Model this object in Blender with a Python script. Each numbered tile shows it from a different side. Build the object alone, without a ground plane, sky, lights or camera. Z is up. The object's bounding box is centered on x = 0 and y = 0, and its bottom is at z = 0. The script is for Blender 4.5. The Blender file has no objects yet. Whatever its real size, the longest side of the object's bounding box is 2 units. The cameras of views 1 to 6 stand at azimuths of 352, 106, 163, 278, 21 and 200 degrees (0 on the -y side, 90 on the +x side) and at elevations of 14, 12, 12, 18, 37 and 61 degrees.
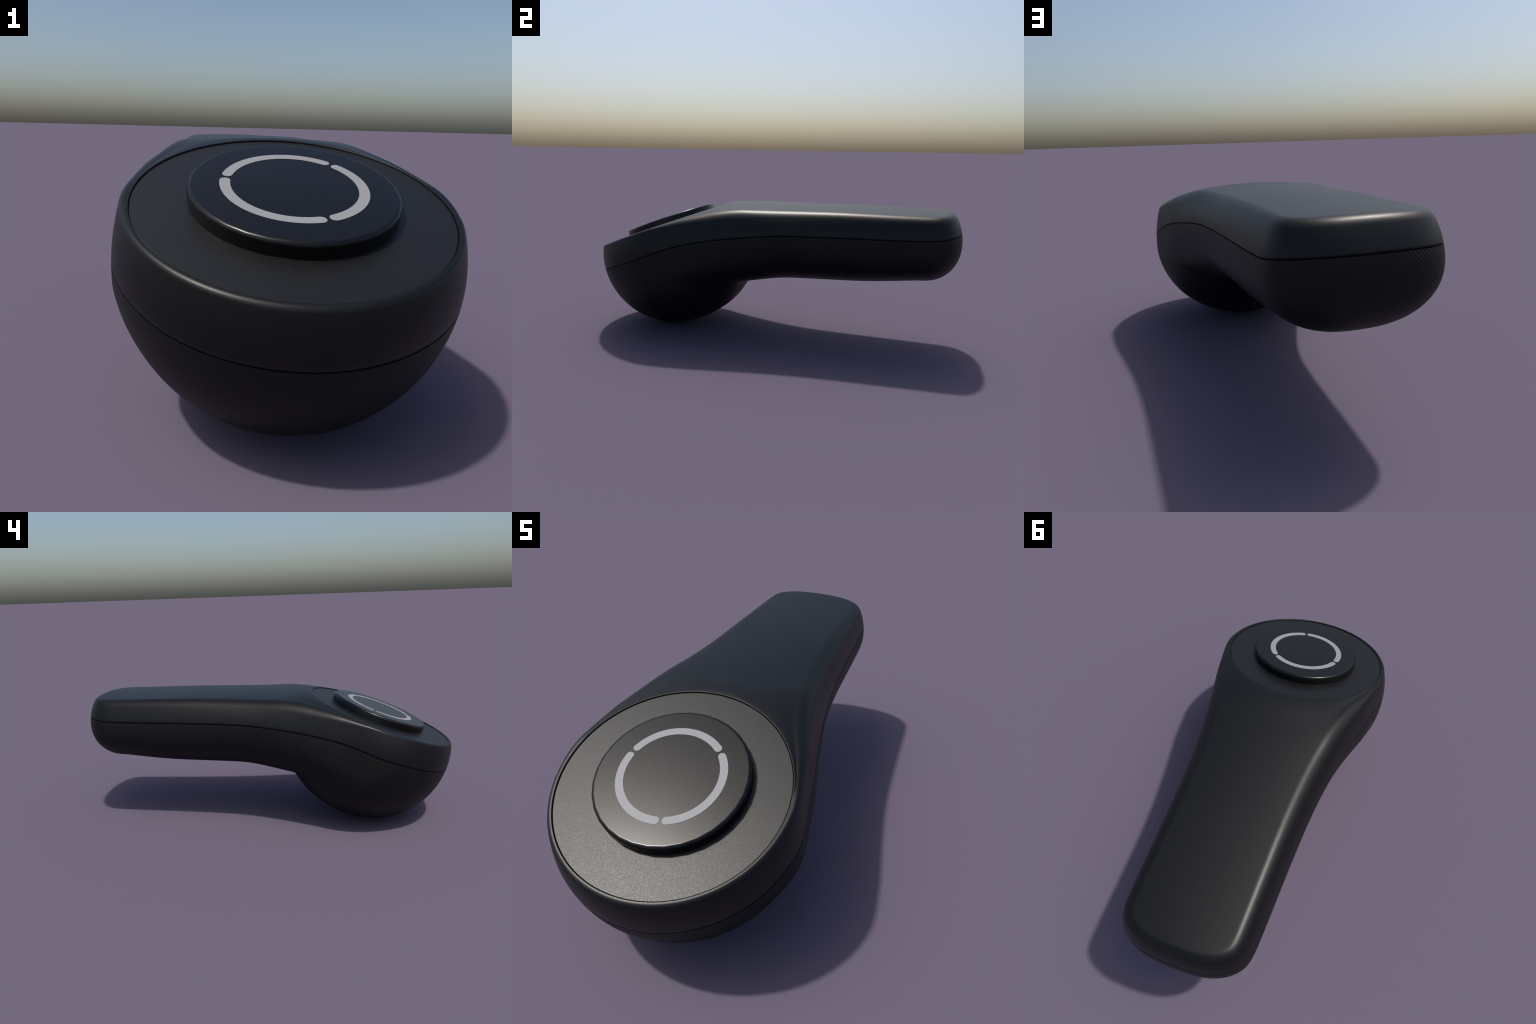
"""Dark handheld motion controller: bowl-shaped head with a tilted round face,
raised round button with a three-part pale ring, and a rounded handle.
Built as two lofted shells (ribbed by rings that follow one keyhole outline),
a recessed face panel, a button and its three ring marks."""
import bpy
import numpy as np
from math import radians, pi, cos, sin, tan

# ------------------------------------------------------------------ helpers
def spline(t, P, tt):
    """natural cubic spline through points P at parameters t"""
    t = np.asarray(t, float); P = np.asarray(P, float); n = len(t); h = np.diff(t)
    A = np.zeros((n, n)); B = np.zeros((n,) + P.shape[1:])
    A[0, 0] = A[-1, -1] = 1
    for i in range(1, n - 1):
        A[i, i - 1] = h[i - 1]; A[i, i] = 2 * (h[i - 1] + h[i]); A[i, i + 1] = h[i]
        B[i] = 6 * ((P[i + 1] - P[i]) / h[i] - (P[i] - P[i - 1]) / h[i - 1])
    M = np.linalg.solve(A, B)
    i = np.clip(np.searchsorted(t, tt) - 1, 0, n - 2)
    a = (tt - t[i])[:, None]; b = (t[i + 1] - tt)[:, None]; H = h[i][:, None]
    return (M[i] * b**3 / (6 * H) + M[i + 1] * a**3 / (6 * H)
            + (P[i] / H - M[i] * H / 6) * b + (P[i + 1] / H - M[i + 1] * H / 6) * a)

def curve(x, y, q):
    """monotone cubic interpolation of a profile y(x)"""
    x = np.asarray(x, float); y = np.asarray(y, float); h = np.diff(x); d = np.diff(y) / h
    m = np.zeros_like(y); m[0] = d[0]; m[-1] = d[-1]
    for i in range(1, len(x) - 1):
        if d[i - 1] * d[i] > 0:
            w1 = 2 * h[i] + h[i - 1]; w2 = h[i] + 2 * h[i - 1]
            m[i] = (w1 + w2) / (w1 / d[i - 1] + w2 / d[i])
    q = np.clip(q, x[0], x[-1]); i = np.clip(np.searchsorted(x, q) - 1, 0, len(x) - 2)
    t = (q - x[i]) / h[i]
    return ((1 + 2 * t) * (1 - t)**2 * y[i] + t * (1 - t)**2 * h[i] * m[i]
            + t * t * (3 - 2 * t) * y[i + 1] + t * t * (t - 1) * h[i] * m[i + 1])

def smooth_min(a, b, k):
    h = np.clip(.5 + .5 * (b - a) / k, 0, 1)
    return b * (1 - h) + a * h - k * h * (1 - h)

def ease(a, b, x):
    t = np.clip((x - a) / (b - a), 0, 1)
    return t * t * (3 - 2 * t)

# ------------------------------------------------------------------ sizes
FACE_C = np.array([0, -.617, .580])      # centre of the tilted round face
FACE_TILT = radians(20.2)
FACE_R = .3905                           # radius of the opening in the upper shell
HEAD_Y = -.598                           # axis of the bowl
BOWL_Y = -.587                           # deepest point of the bowl
SPINE_END = .80                          # where the handle's end cap starts

N_AROUND = 480
N_WALL, N_FILLET, N_TOP, N_LOW = 16, 14, 40, 72

# plan outline (right half), front of the head -> end of the handle
def beside_rim(margin, deg):
    """a point of the head's outline: that far outside the face opening, seen from above"""
    a = radians(deg)
    return ((FACE_R + margin) * sin(a), FACE_C[1] - (FACE_R * cos(FACE_TILT) + margin) * cos(a))
HALF = [(0, -1.0), beside_rim(.0165, 22.5), beside_rim(.0190, 45), beside_rim(.0275, 67.5), (.4379, -.598),
        (.4268, -.48), (.4038, -.34), (.3700, -.20), (.3292, 0), (.2976, .30), (.2843, .60),
        (.2768, .80), (.2548, .91), (.1590, .9812), (0, 1.0)]

# heights along y
SEAM_Y, SEAM_Z = (-1, -.9, -.65, -.35, -.1, .15, .45, .8, 1), (.3086, .3395, .4298, .5330, .5723, .5926, .5962, .6002, .6194)
WIDEST_Y, WIDEST_DZ = (-1, -.7, -.4, 0, 1), (.095, .0100, -.1166, -.0259, -.0545)   # widest level relative to the seam
TOP_Y, TOP_Z = (-.25, 0, .3, .7, 1), (.7190, .7200, .7208, .7175, .7155)
CROWN_Y, CROWN_Z = (-.55, -.2, .1, .5, 1), (0, .0085, .0140, .0092, .0120)
KEEL_Y, KEEL_Z = (-1, -.6, -.15, .1, .5, .85), (.22, .26, .2970, .3240, .3368, .3690)
FILLET_Y, FILLET_R = (-.75, -.55, -.40, -.25, .05, .5, 1), (.0105, .0170, .0395, .0644, .0700, .0584, .0447)
DRAFT_Y, DRAFT_D = (-1, -.6, -.3, 0, 1), (.012, .0245, .0316, .0345, .0300)
RIDGE_BLEND, NECK_BLEND = .026, .25
BOWL_FRONT = (2.09, 1.865)
BOWL_BACK = (1.88, 2.30)
BOWL_BACK_R, BOWL_BACK_Z = .4410, .440
BELLY, BELLY_END = (2.293, 2.215), (2.25, 2.10)
BELLY_NECK = 1.5                                            # fuller flanks where the handle meets the bowl

# ------------------------------------------------------------------ body surface
def outline(n):
    half = np.array(HALF); mir = half[::-1][1:-1] * [-1, 1]
    full = np.concatenate([mir[-3:], half, mir, half[:4]])
    t = np.concatenate([[0], np.cumsum(np.linalg.norm(np.diff(full, axis=0), axis=1)**.7)])
    fine = spline(t, full, np.linspace(t[3], t[3 + len(half) + len(mir)], 6000))
    L = np.concatenate([[0], np.cumsum(np.linalg.norm(np.diff(fine, axis=0), axis=1))])
    u = np.arange(n) / n * L[-1]
    O = np.stack([np.interp(u, L, fine[:, 0]), np.interp(u, L, fine[:, 1])], -1)
    O[:, 0] = .5 * (O[:, 0] - np.roll(O[::-1, 0], 1)); O[:, 1] = .5 * (O[:, 1] + np.roll(O[::-1, 1], 1))
    return O

def top_height(x, y):
    face = FACE_C[2] + tan(FACE_TILT) * (y - FACE_C[1])
    handle = curve(TOP_Y, TOP_Z, y)
    return smooth_min(face, handle, RIDGE_BLEND + .05 * ease(.05, .36, np.abs(x))) - curve(CROWN_Y, CROWN_Z, y) * (x / .28)**2

O = outline(N_AROUND)
T = np.roll(O, -1, 0) - np.roll(O, 1, 0)
T /= np.linalg.norm(T, axis=1)[:, None]
IN = np.stack([-T[:, 1], T[:, 0]], -1)                    # inward plan normal
OY = O[:, 1]
seam_z = curve(SEAM_Y, SEAM_Z, OY)
wide_z = seam_z + curve(WIDEST_Y, WIDEST_DZ, OY)
fillet = curve(FILLET_Y, FILLET_R, OY)
draft = curve(DRAFT_Y, DRAFT_D, OY)
to_rim = np.linalg.norm((O - FACE_C[:2]) / [1, cos(FACE_TILT)], axis=1) - FACE_R
# round the head the wall runs straight up to the opening
draft = np.maximum(smooth_min(draft, to_rim * np.where(OY < -.7, .95, 1) - fillet - .0045, .012), 0)

def ring(d, z):
    return np.concatenate([O + IN * d[:, None], z[:, None]], 1)

# upper: wall, corner fillet, then the top running in to the round opening
q = O + IN * draft[:, None]
lean = 0 * draft                                           # lean of the wall where the fillet takes over
for _ in range(5):
    wall_top = top_height(q[:, 0], q[:, 1]) - fillet * (1 - np.sin(lean))
    lean = np.arctan(2 * draft / (wall_top - wide_z))
wall = [ring(draft * f**2, wide_z + (wall_top - wide_z) * f) for f in np.linspace(0, 1, 24)]
corner = []
for f in np.linspace(0, 1, N_FILLET)[1:]:
    a = lean + (pi / 2 - lean) * f
    d = draft + fillet * (np.cos(lean) - np.cos(a)); q = O + IN * d[:, None]
    corner.append(ring(d, top_height(q[:, 0], q[:, 1]) - fillet * (1 - np.sin(a))))
edge = corner[-1][:, :2]
v = edge - FACE_C[:2]
e = np.stack([v[:, 0], v[:, 1] / cos(FACE_TILT)], -1)
e_len = np.linalg.norm(e, axis=1)
e /= e_len[:, None]
ROT = np.array([1, cos(FACE_TILT)])
rim = FACE_C[:2] + e * FACE_R * ROT

def face_point(r, lift):
    """points of the rim directions on the face plane at radius r"""
    P = np.zeros((N_AROUND, 3))
    P[:, 0] = e[:, 0] * r
    P[:, 1] = FACE_C[1] + e[:, 1] * r * cos(FACE_TILT) - lift * sin(FACE_TILT)
    P[:, 2] = FACE_C[2] + e[:, 1] * r * sin(FACE_TILT) + lift * cos(FACE_TILT)
    return P

LIP = .0020
top = []
lip_start = FACE_C[:2] + e * np.minimum(FACE_R + LIP, e_len - .0008)[:, None] * ROT
reach = np.linalg.norm(edge - lip_start, axis=1)
lift = FACE_C[2] + tan(FACE_TILT) * (lip_start[:, 1] - FACE_C[1]) - top_height(lip_start[:, 0], lip_start[:, 1])
for f in np.linspace(0, 1, N_TOP)[1:]:
    q = edge * (1 - f) + lip_start * f
    k = 1 - ease(0, np.minimum(.15, reach), reach * (1 - f))   # ease up onto the rim plane
    top.append(np.concatenate([q, (top_height(q[:, 0], q[:, 1]) + lift * k)[:, None]], 1))
lip = [face_point(FACE_R + LIP * (1 - sin(a)), -LIP * (1 - cos(a))) for a in np.linspace(0, pi / 2, 6)[1:]]
lip += [face_point(FACE_R, -.012), face_point(FACE_R - .012, -.0125)]

# lower: handle belly and head bowl, joined by a soft crease
spine_y = np.clip(OY, BOWL_Y, SPINE_END)
S = np.stack([0 * spine_y, spine_y], -1)
vO = O - [0, BOWL_Y]
ang = np.arctan2(np.abs(vO[:, 0]), -vO[:, 1]); rad = np.linalg.norm(vO, axis=1)
h = slice(0, N_AROUND // 2); order = np.argsort(ang[h]); ang_t, rad_t = ang[h][order], rad[h][order]
keel = curve(KEEL_Y, KEEL_Z, S[:, 1])
end_k = ease(.6, .95, OY)
bp = BELLY[0] * (1 - end_k) + BELLY_END[0] * end_k + BELLY_NECK * ease(-.55, -.3, OY) * (1 - ease(-.2, .15, OY))
bq = BELLY[1] * (1 - end_k) + BELLY_END[1] * end_k
below = []
for a in np.linspace(0, pi / 2, 110)[1:]:
    rho = cos(a); q = S + (O - S) * rho
    h1 = wide_z - (wide_z - keel) * np.maximum(1 - rho**bp, 0)**(1 / bq)
    v = q - [0, BOWL_Y]; r = np.linalg.norm(v, axis=1); an = np.arctan2(np.abs(v[:, 0]), -v[:, 1])
    k = ease(1.4, 1.8, an)
    R = np.interp(an, ang_t, rad_t) * (1 - k) + BOWL_BACK_R * k
    ez = np.interp(np.clip(BOWL_Y - R * np.cos(an), -1, -.25), OY[h], wide_z[h]) * (1 - k) + k * BOWL_BACK_Z
    P = BOWL_FRONT[0] * (1 - k) + BOWL_BACK[0] * k; Q = BOWL_FRONT[1] * (1 - k) + BOWL_BACK[1] * k
    h2 = np.where(r < R, ez - ez * np.maximum(1 - (r / R)**P, 0)**(1 / Q), ez + (r - R) * 3)
    z = smooth_min(h1, h2, NECK_BLEND * ease(-.75, -.35, q[:, 1]) + 1e-4)
    below.append(np.concatenate([q, z[:, None]], 1))
low_point = min(b[:, 2].min() for b in below)
for b in below:                                            # rest exactly on the ground
    b[:, 2] -= low_point * ease(.3, .05, b[:, 2])

# one profile from the fillet foot down to the spine, cut at the seam
prof = np.array(wall[::-1] + below)                        # levels, around, xyz (falling)
acc = np.concatenate([np.zeros((1, N_AROUND)), np.cumsum(np.linalg.norm(np.diff(prof, axis=0), axis=2), axis=0)])
s_seam = np.zeros(N_AROUND)
for j in range(N_AROUND):
    zz = np.minimum.accumulate(prof[:, j, 2])
    s_seam[j] = np.interp(-seam_z[j], -zz, acc[:, j])
s_end = acc[-1]

def at(s):
    return np.stack([[np.interp(s[j], acc[:, j], prof[:, j, c]) for c in range(3)] for j in range(N_AROUND)])

def relax(rings, weight, steps):
    """soften creases: pull each point towards its four neighbours, where weight says so"""
    V = np.array(rings)
    for _ in range(steps):
        W = weight(V[..., 1], V[..., 2])[..., None] * .5
        W[0] = W[-1] = 0
        avg = (np.roll(V, 1, 1) + np.roll(V, -1, 1)) / 4
        avg[1:-1] += (V[:-2] + V[2:]) / 4
        avg[0] = V[0]; avg[-1] = V[-1]
        V = V + W * (avg - V)
    return list(V)

GAP = .0022
# the lower shell, with the fold between handle and bowl softened
upper_wall = [at((s_seam - GAP) * f) for f in np.linspace(1, 0, N_WALL)]
lower_wall = relax([at(s_seam + GAP + (s_end - s_seam - GAP) * f) for f in np.linspace(0, 1, N_LOW)],
                   lambda y, z: ease(-.50, -.40, y) * (1 - ease(-.05, .15, y)) * ease(.06, .16, z) * (1 - ease(.40, .48, z)), 22)

def inset(P, d, dz):
    Q = P.copy(); Q[:, :2] += IN * d; Q[:, 2] += dz
    return Q

upper_rings = ([inset(upper_wall[0], .012, .010), inset(upper_wall[0], .008, .0002), inset(upper_wall[0], .0008, -.0003)]
               + upper_wall + corner + top + lip)
lower_rings = lower_wall
seam_strip_rings = [lower_wall[0], inset(lower_wall[0], .0030, .0003), inset(upper_wall[0], .0034, .003)]

# ------------------------------------------------------------------ mesh making
def mesh_object(name, verts, faces, mat, smooth=True, weld=0.0):
    me = bpy.data.meshes.new(name)
    me.from_pydata([tuple(map(float, p)) for p in verts], [], faces)
    if weld:
        import bmesh
        bm = bmesh.new(); bm.from_mesh(me)
        bmesh.ops.remove_doubles(bm, verts=bm.verts, dist=weld)
        bmesh.ops.recalc_face_normals(bm, faces=bm.faces)
        bm.to_mesh(me); bm.free()
    for p in me.polygons:
        p.use_smooth = smooth
    me.materials.append(mat)
    ob = bpy.data.objects.new(name, me)
    bpy.context.scene.collection.objects.link(ob)
    return ob

def loft(name, rings, mat, cap=False, weld=0.0, flip=False):
    n = len(rings[0]); verts = np.concatenate(rings); faces = []
    for i in range(len(rings) - 1):
        for j in range(n):
            k = (j + 1) % n
            f = (i * n + j, i * n + k, (i + 1) * n + k, (i + 1) * n + j)
            faces.append(f[::-1] if flip else f)
    if cap:
        verts = np.concatenate([verts, [rings[-1].mean(0)]])
        c = len(verts) - 1; b = (len(rings) - 1) * n
        for j in range(n):
            f = (b + j, b + (j + 1) % n, c)
            faces.append(f[::-1] if flip else f)
    return mesh_object(name, verts, faces, mat, weld=weld)

# ------------------------------------------------------------------ materials
def new_material(name, color, rough, specular=.5):
    m = bpy.data.materials.new(name); m.use_nodes = True
    b = m.node_tree.nodes["Principled BSDF"]
    b.inputs["Base Color"].default_value = (*color, 1)
    b.inputs["Roughness"].default_value = rough
    b.inputs["Specular IOR Level"].default_value = specular
    return m, m.node_tree, b

def grain(nt, bsdf, color, spread, scale, bump, dist, rough, rough_spread, detail=3.0):
    """fine mottled grain: colour, gloss and bump from one noise"""
    N, L = nt.nodes, nt.links
    tc = N.new("ShaderNodeTexCoord"); no = N.new("ShaderNodeTexNoise")
    no.inputs["Scale"].default_value = scale; no.inputs["Detail"].default_value = detail
    L.new(tc.outputs["Object"], no.inputs["Vector"])
    cr = N.new("ShaderNodeValToRGB")
    cr.color_ramp.elements[0].position = .3; cr.color_ramp.elements[1].position = .7
    cr.color_ramp.elements[0].color = (*[c * (1 - spread) for c in color], 1)
    cr.color_ramp.elements[1].color = (*[c * (1 + spread) for c in color], 1)
    L.new(no.outputs["Fac"], cr.inputs["Fac"]); L.new(cr.outputs["Color"], bsdf.inputs["Base Color"])
    mr = N.new("ShaderNodeMapRange")
    mr.inputs["From Min"].default_value = .3; mr.inputs["From Max"].default_value = .7
    mr.inputs["To Min"].default_value = rough - rough_spread; mr.inputs["To Max"].default_value = rough + rough_spread
    L.new(no.outputs["Fac"], mr.inputs["Value"]); L.new(mr.outputs["Result"], bsdf.inputs["Roughness"])
    bp = N.new("ShaderNodeBump"); bp.inputs["Strength"].default_value = bump; bp.inputs["Distance"].default_value = dist
    L.new(no.outputs["Fac"], bp.inputs["Height"]); L.new(bp.outputs["Normal"], bsdf.inputs["Normal"])
    return tc, bp

SHELL_COL = (.0025, .0025, .0026)
shell_mat, nt, b = new_material("satin_black_plastic", SHELL_COL, .41, .36)
grain(nt, b, SHELL_COL, .15, 260, .08, .0012, .41, .03)

GRIP_COL = (.0035, .0033, .0035)
grip_mat, nt, b = new_material("dimpled_black_rubber", GRIP_COL, .5, .28)
N, L = nt.nodes, nt.links
tc = N.new("ShaderNodeTexCoord"); sep = N.new("ShaderNodeSeparateXYZ")
L.new(tc.outputs["Object"], sep.inputs["Vector"])
wave = []
for ax in "XYZ":                                # staggered lattice of raised dots, 14 mm across
    mu = N.new("ShaderNodeMath"); mu.operation = "MULTIPLY"; mu.inputs[1].default_value = 2 * pi / .0135
    co = N.new("ShaderNodeMath"); co.operation = "COSINE"
    L.new(sep.outputs[ax], mu.inputs[0]); L.new(mu.outputs[0], co.inputs[0]); wave.append(co)
geo = N.new("ShaderNodeNewGeometry"); nsep = N.new("ShaderNodeSeparateXYZ")
L.new(geo.outputs["Normal"], nsep.inputs["Vector"])

def math(op, a, b):
    m = N.new("ShaderNodeMath"); m.operation = op
    for i, v in enumerate((a, b)):
        if isinstance(v, (int, float)):
            m.inputs[i].default_value = v
        else:
            L.new(v, m.inputs[i])
    return m.outputs[0]

dots = None                                     # the pair of waves that lies in the surface, by its facing
for n_ax, i, j in (("X", 1, 2), ("Y", 0, 2), ("Z", 0, 1)):
    w = math("MULTIPLY", nsep.outputs[n_ax], nsep.outputs[n_ax])
    t = math("MULTIPLY", w, math("MULTIPLY", wave[i].outputs[0], wave[j].outputs[0]))
    dots = t if dots is None else math("ADD", dots, t)
bp = N.new("ShaderNodeBump"); bp.inputs["Strength"].default_value = .50; bp.inputs["Distance"].default_value = .0011
L.new(dots, bp.inputs["Height"]); L.new(bp.outputs["Normal"], b.inputs["Normal"])

PANEL_COL = (.0018, .0018, .0020)
panel_mat, nt, b = new_material("grained_dark_panel", PANEL_COL, .455, .5)
grain(nt, b, PANEL_COL, .25, 290, .13, .0012, .455, .05, 2.0)

BUTTON_COL = (.002, .0021, .0024)
button_mat, nt, b = new_material("gloss_dark_button", BUTTON_COL, .285, .37)
grain(nt, b, BUTTON_COL, .1, 260, .02, .001, .285, .02)

MARK_COL = (.25, .25, .262)
mark_mat, nt, b = new_material("pale_grey_print", MARK_COL, .5, .3)
grain(nt, b, MARK_COL, .05, 220, .0, .001, .5, .03)

# ------------------------------------------------------------------ parts
seam_strip_mat, nt, b = new_material("matte_seam_black", (.002, .002, .002), .8, .1)  # matte black strip over the lower shell's top ledge, so that the seam reads as a dark line

root = bpy.data.objects.new("handheld_controller", None)
bpy.context.scene.collection.objects.link(root)
root["label"] = "dark handheld controller with bowl-shaped head and round raised button"
root["category"] = "controller"

def child(ob, parent=root):
    ob.parent = parent
    return ob

upper = child(loft("upper_shell", upper_rings, shell_mat, flip=False))
lower = child(loft("lower_shell", lower_rings, grip_mat, flip=True, weld=.0004))

child(loft("seam_dark_strip", seam_strip_rings, seam_strip_mat))

def disc_rings(profile, n, centre=(0, 0), facets=None):
    """turn a (radius, lift) profile round the face normal"""
    rings = []
    t = np.arange(n) / n * 2 * pi
    for r, l in profile:
        x = centre[0] + r * np.cos(t); w = centre[1] + r * np.sin(t)
        rings.append(np.stack([x, FACE_C[1] + w * cos(FACE_TILT) - l * sin(FACE_TILT),
                               FACE_C[2] + w * sin(FACE_TILT) + l * cos(FACE_TILT)], -1))
    return rings

PANEL_R = FACE_R - .0010
panel = child(loft("face_panel", disc_rings(
    [(PANEL_R, -.016), (PANEL_R, -.0056), (PANEL_R - .0005, -.0046), (PANEL_R - .0016, -.0042), (PANEL_R - .0024, -.0042), (PANEL_R - .005, -.0042), (.3, -.0042), (.2, -.0042), (.1, -.0042)], 160), panel_mat, cap=True))

BUTTON_R, BUTTON_TOP, BUTTON_BEVEL = .2585, .0355, .011
BUTTON_AT = (.002, .0115)
MARK_AT = (.002, .0145)
prof_b = [(BUTTON_R + .001, -.008), (BUTTON_R, .004), (BUTTON_R, BUTTON_TOP - BUTTON_BEVEL)]
prof_b += [(BUTTON_R - BUTTON_BEVEL * (1 - cos(a)), BUTTON_TOP - BUTTON_BEVEL * (1 - sin(a))) for a in np.linspace(0, pi / 2, 8)[1:]]
prof_b += [(r, BUTTON_TOP) for r in (BUTTON_R - BUTTON_BEVEL - .001, .242, .2, .12, .05)]
button = child(loft("button", disc_rings(prof_b, 32, BUTTON_AT), button_mat, cap=True))

# pale ring in three strokes with rounded ends
MARK_R, MARK_W, GAP_TIP = .1685, .0130, .0045
def stroke(a0, a1, lift):
    """closed outline of an arc stroke, angles from the front (-y), counter-clockwise"""
    cap = (MARK_W + GAP_TIP) / MARK_R
    b0, b1 = a0 + cap, a1 - cap
    pts = [(MARK_R + MARK_W, t) for t in np.linspace(b0, b1, 60)]
    xy = [(r * sin(t), -r * cos(t)) for r, t in pts]
    c = (MARK_R * sin(b1), -MARK_R * cos(b1))
    xy += [(c[0] + MARK_W * sin(b1 + p), c[1] - MARK_W * cos(b1 + p)) for p in np.linspace(0, pi, 14)[1:-1]]
    xy += [((MARK_R - MARK_W) * sin(t), -(MARK_R - MARK_W) * cos(t)) for t in np.linspace(b1, b0, 60)]
    c = (MARK_R * sin(b0), -MARK_R * cos(b0))
    xy += [(c[0] + MARK_W * sin(b0 + pi + p), c[1] - MARK_W * cos(b0 + pi + p)) for p in np.linspace(0, pi, 14)[1:-1]]
    out = []
    for x, w in xy:
        x += MARK_AT[0]; w += MARK_AT[1]
        out.append((x, FACE_C[1] + w * cos(FACE_TILT) - lift * sin(FACE_TILT), FACE_C[2] + w * sin(FACE_TILT) + lift * cos(FACE_TILT)))
    return out

for i in range(3):
    a0 = radians(15.6 + 120 * i); a1 = a0 + radians(120)
    lo = stroke(a0, a1, BUTTON_TOP - .001); hi = stroke(a0, a1, BUTTON_TOP + .0007)
    n = len(lo); verts = lo + hi
    faces = [(j, (j + 1) % n, n + (j + 1) % n, n + j) for j in range(n)] + [tuple(range(n, 2 * n))]
    child(mesh_object("ring_mark", verts, faces, mark_mat, smooth=False), button)
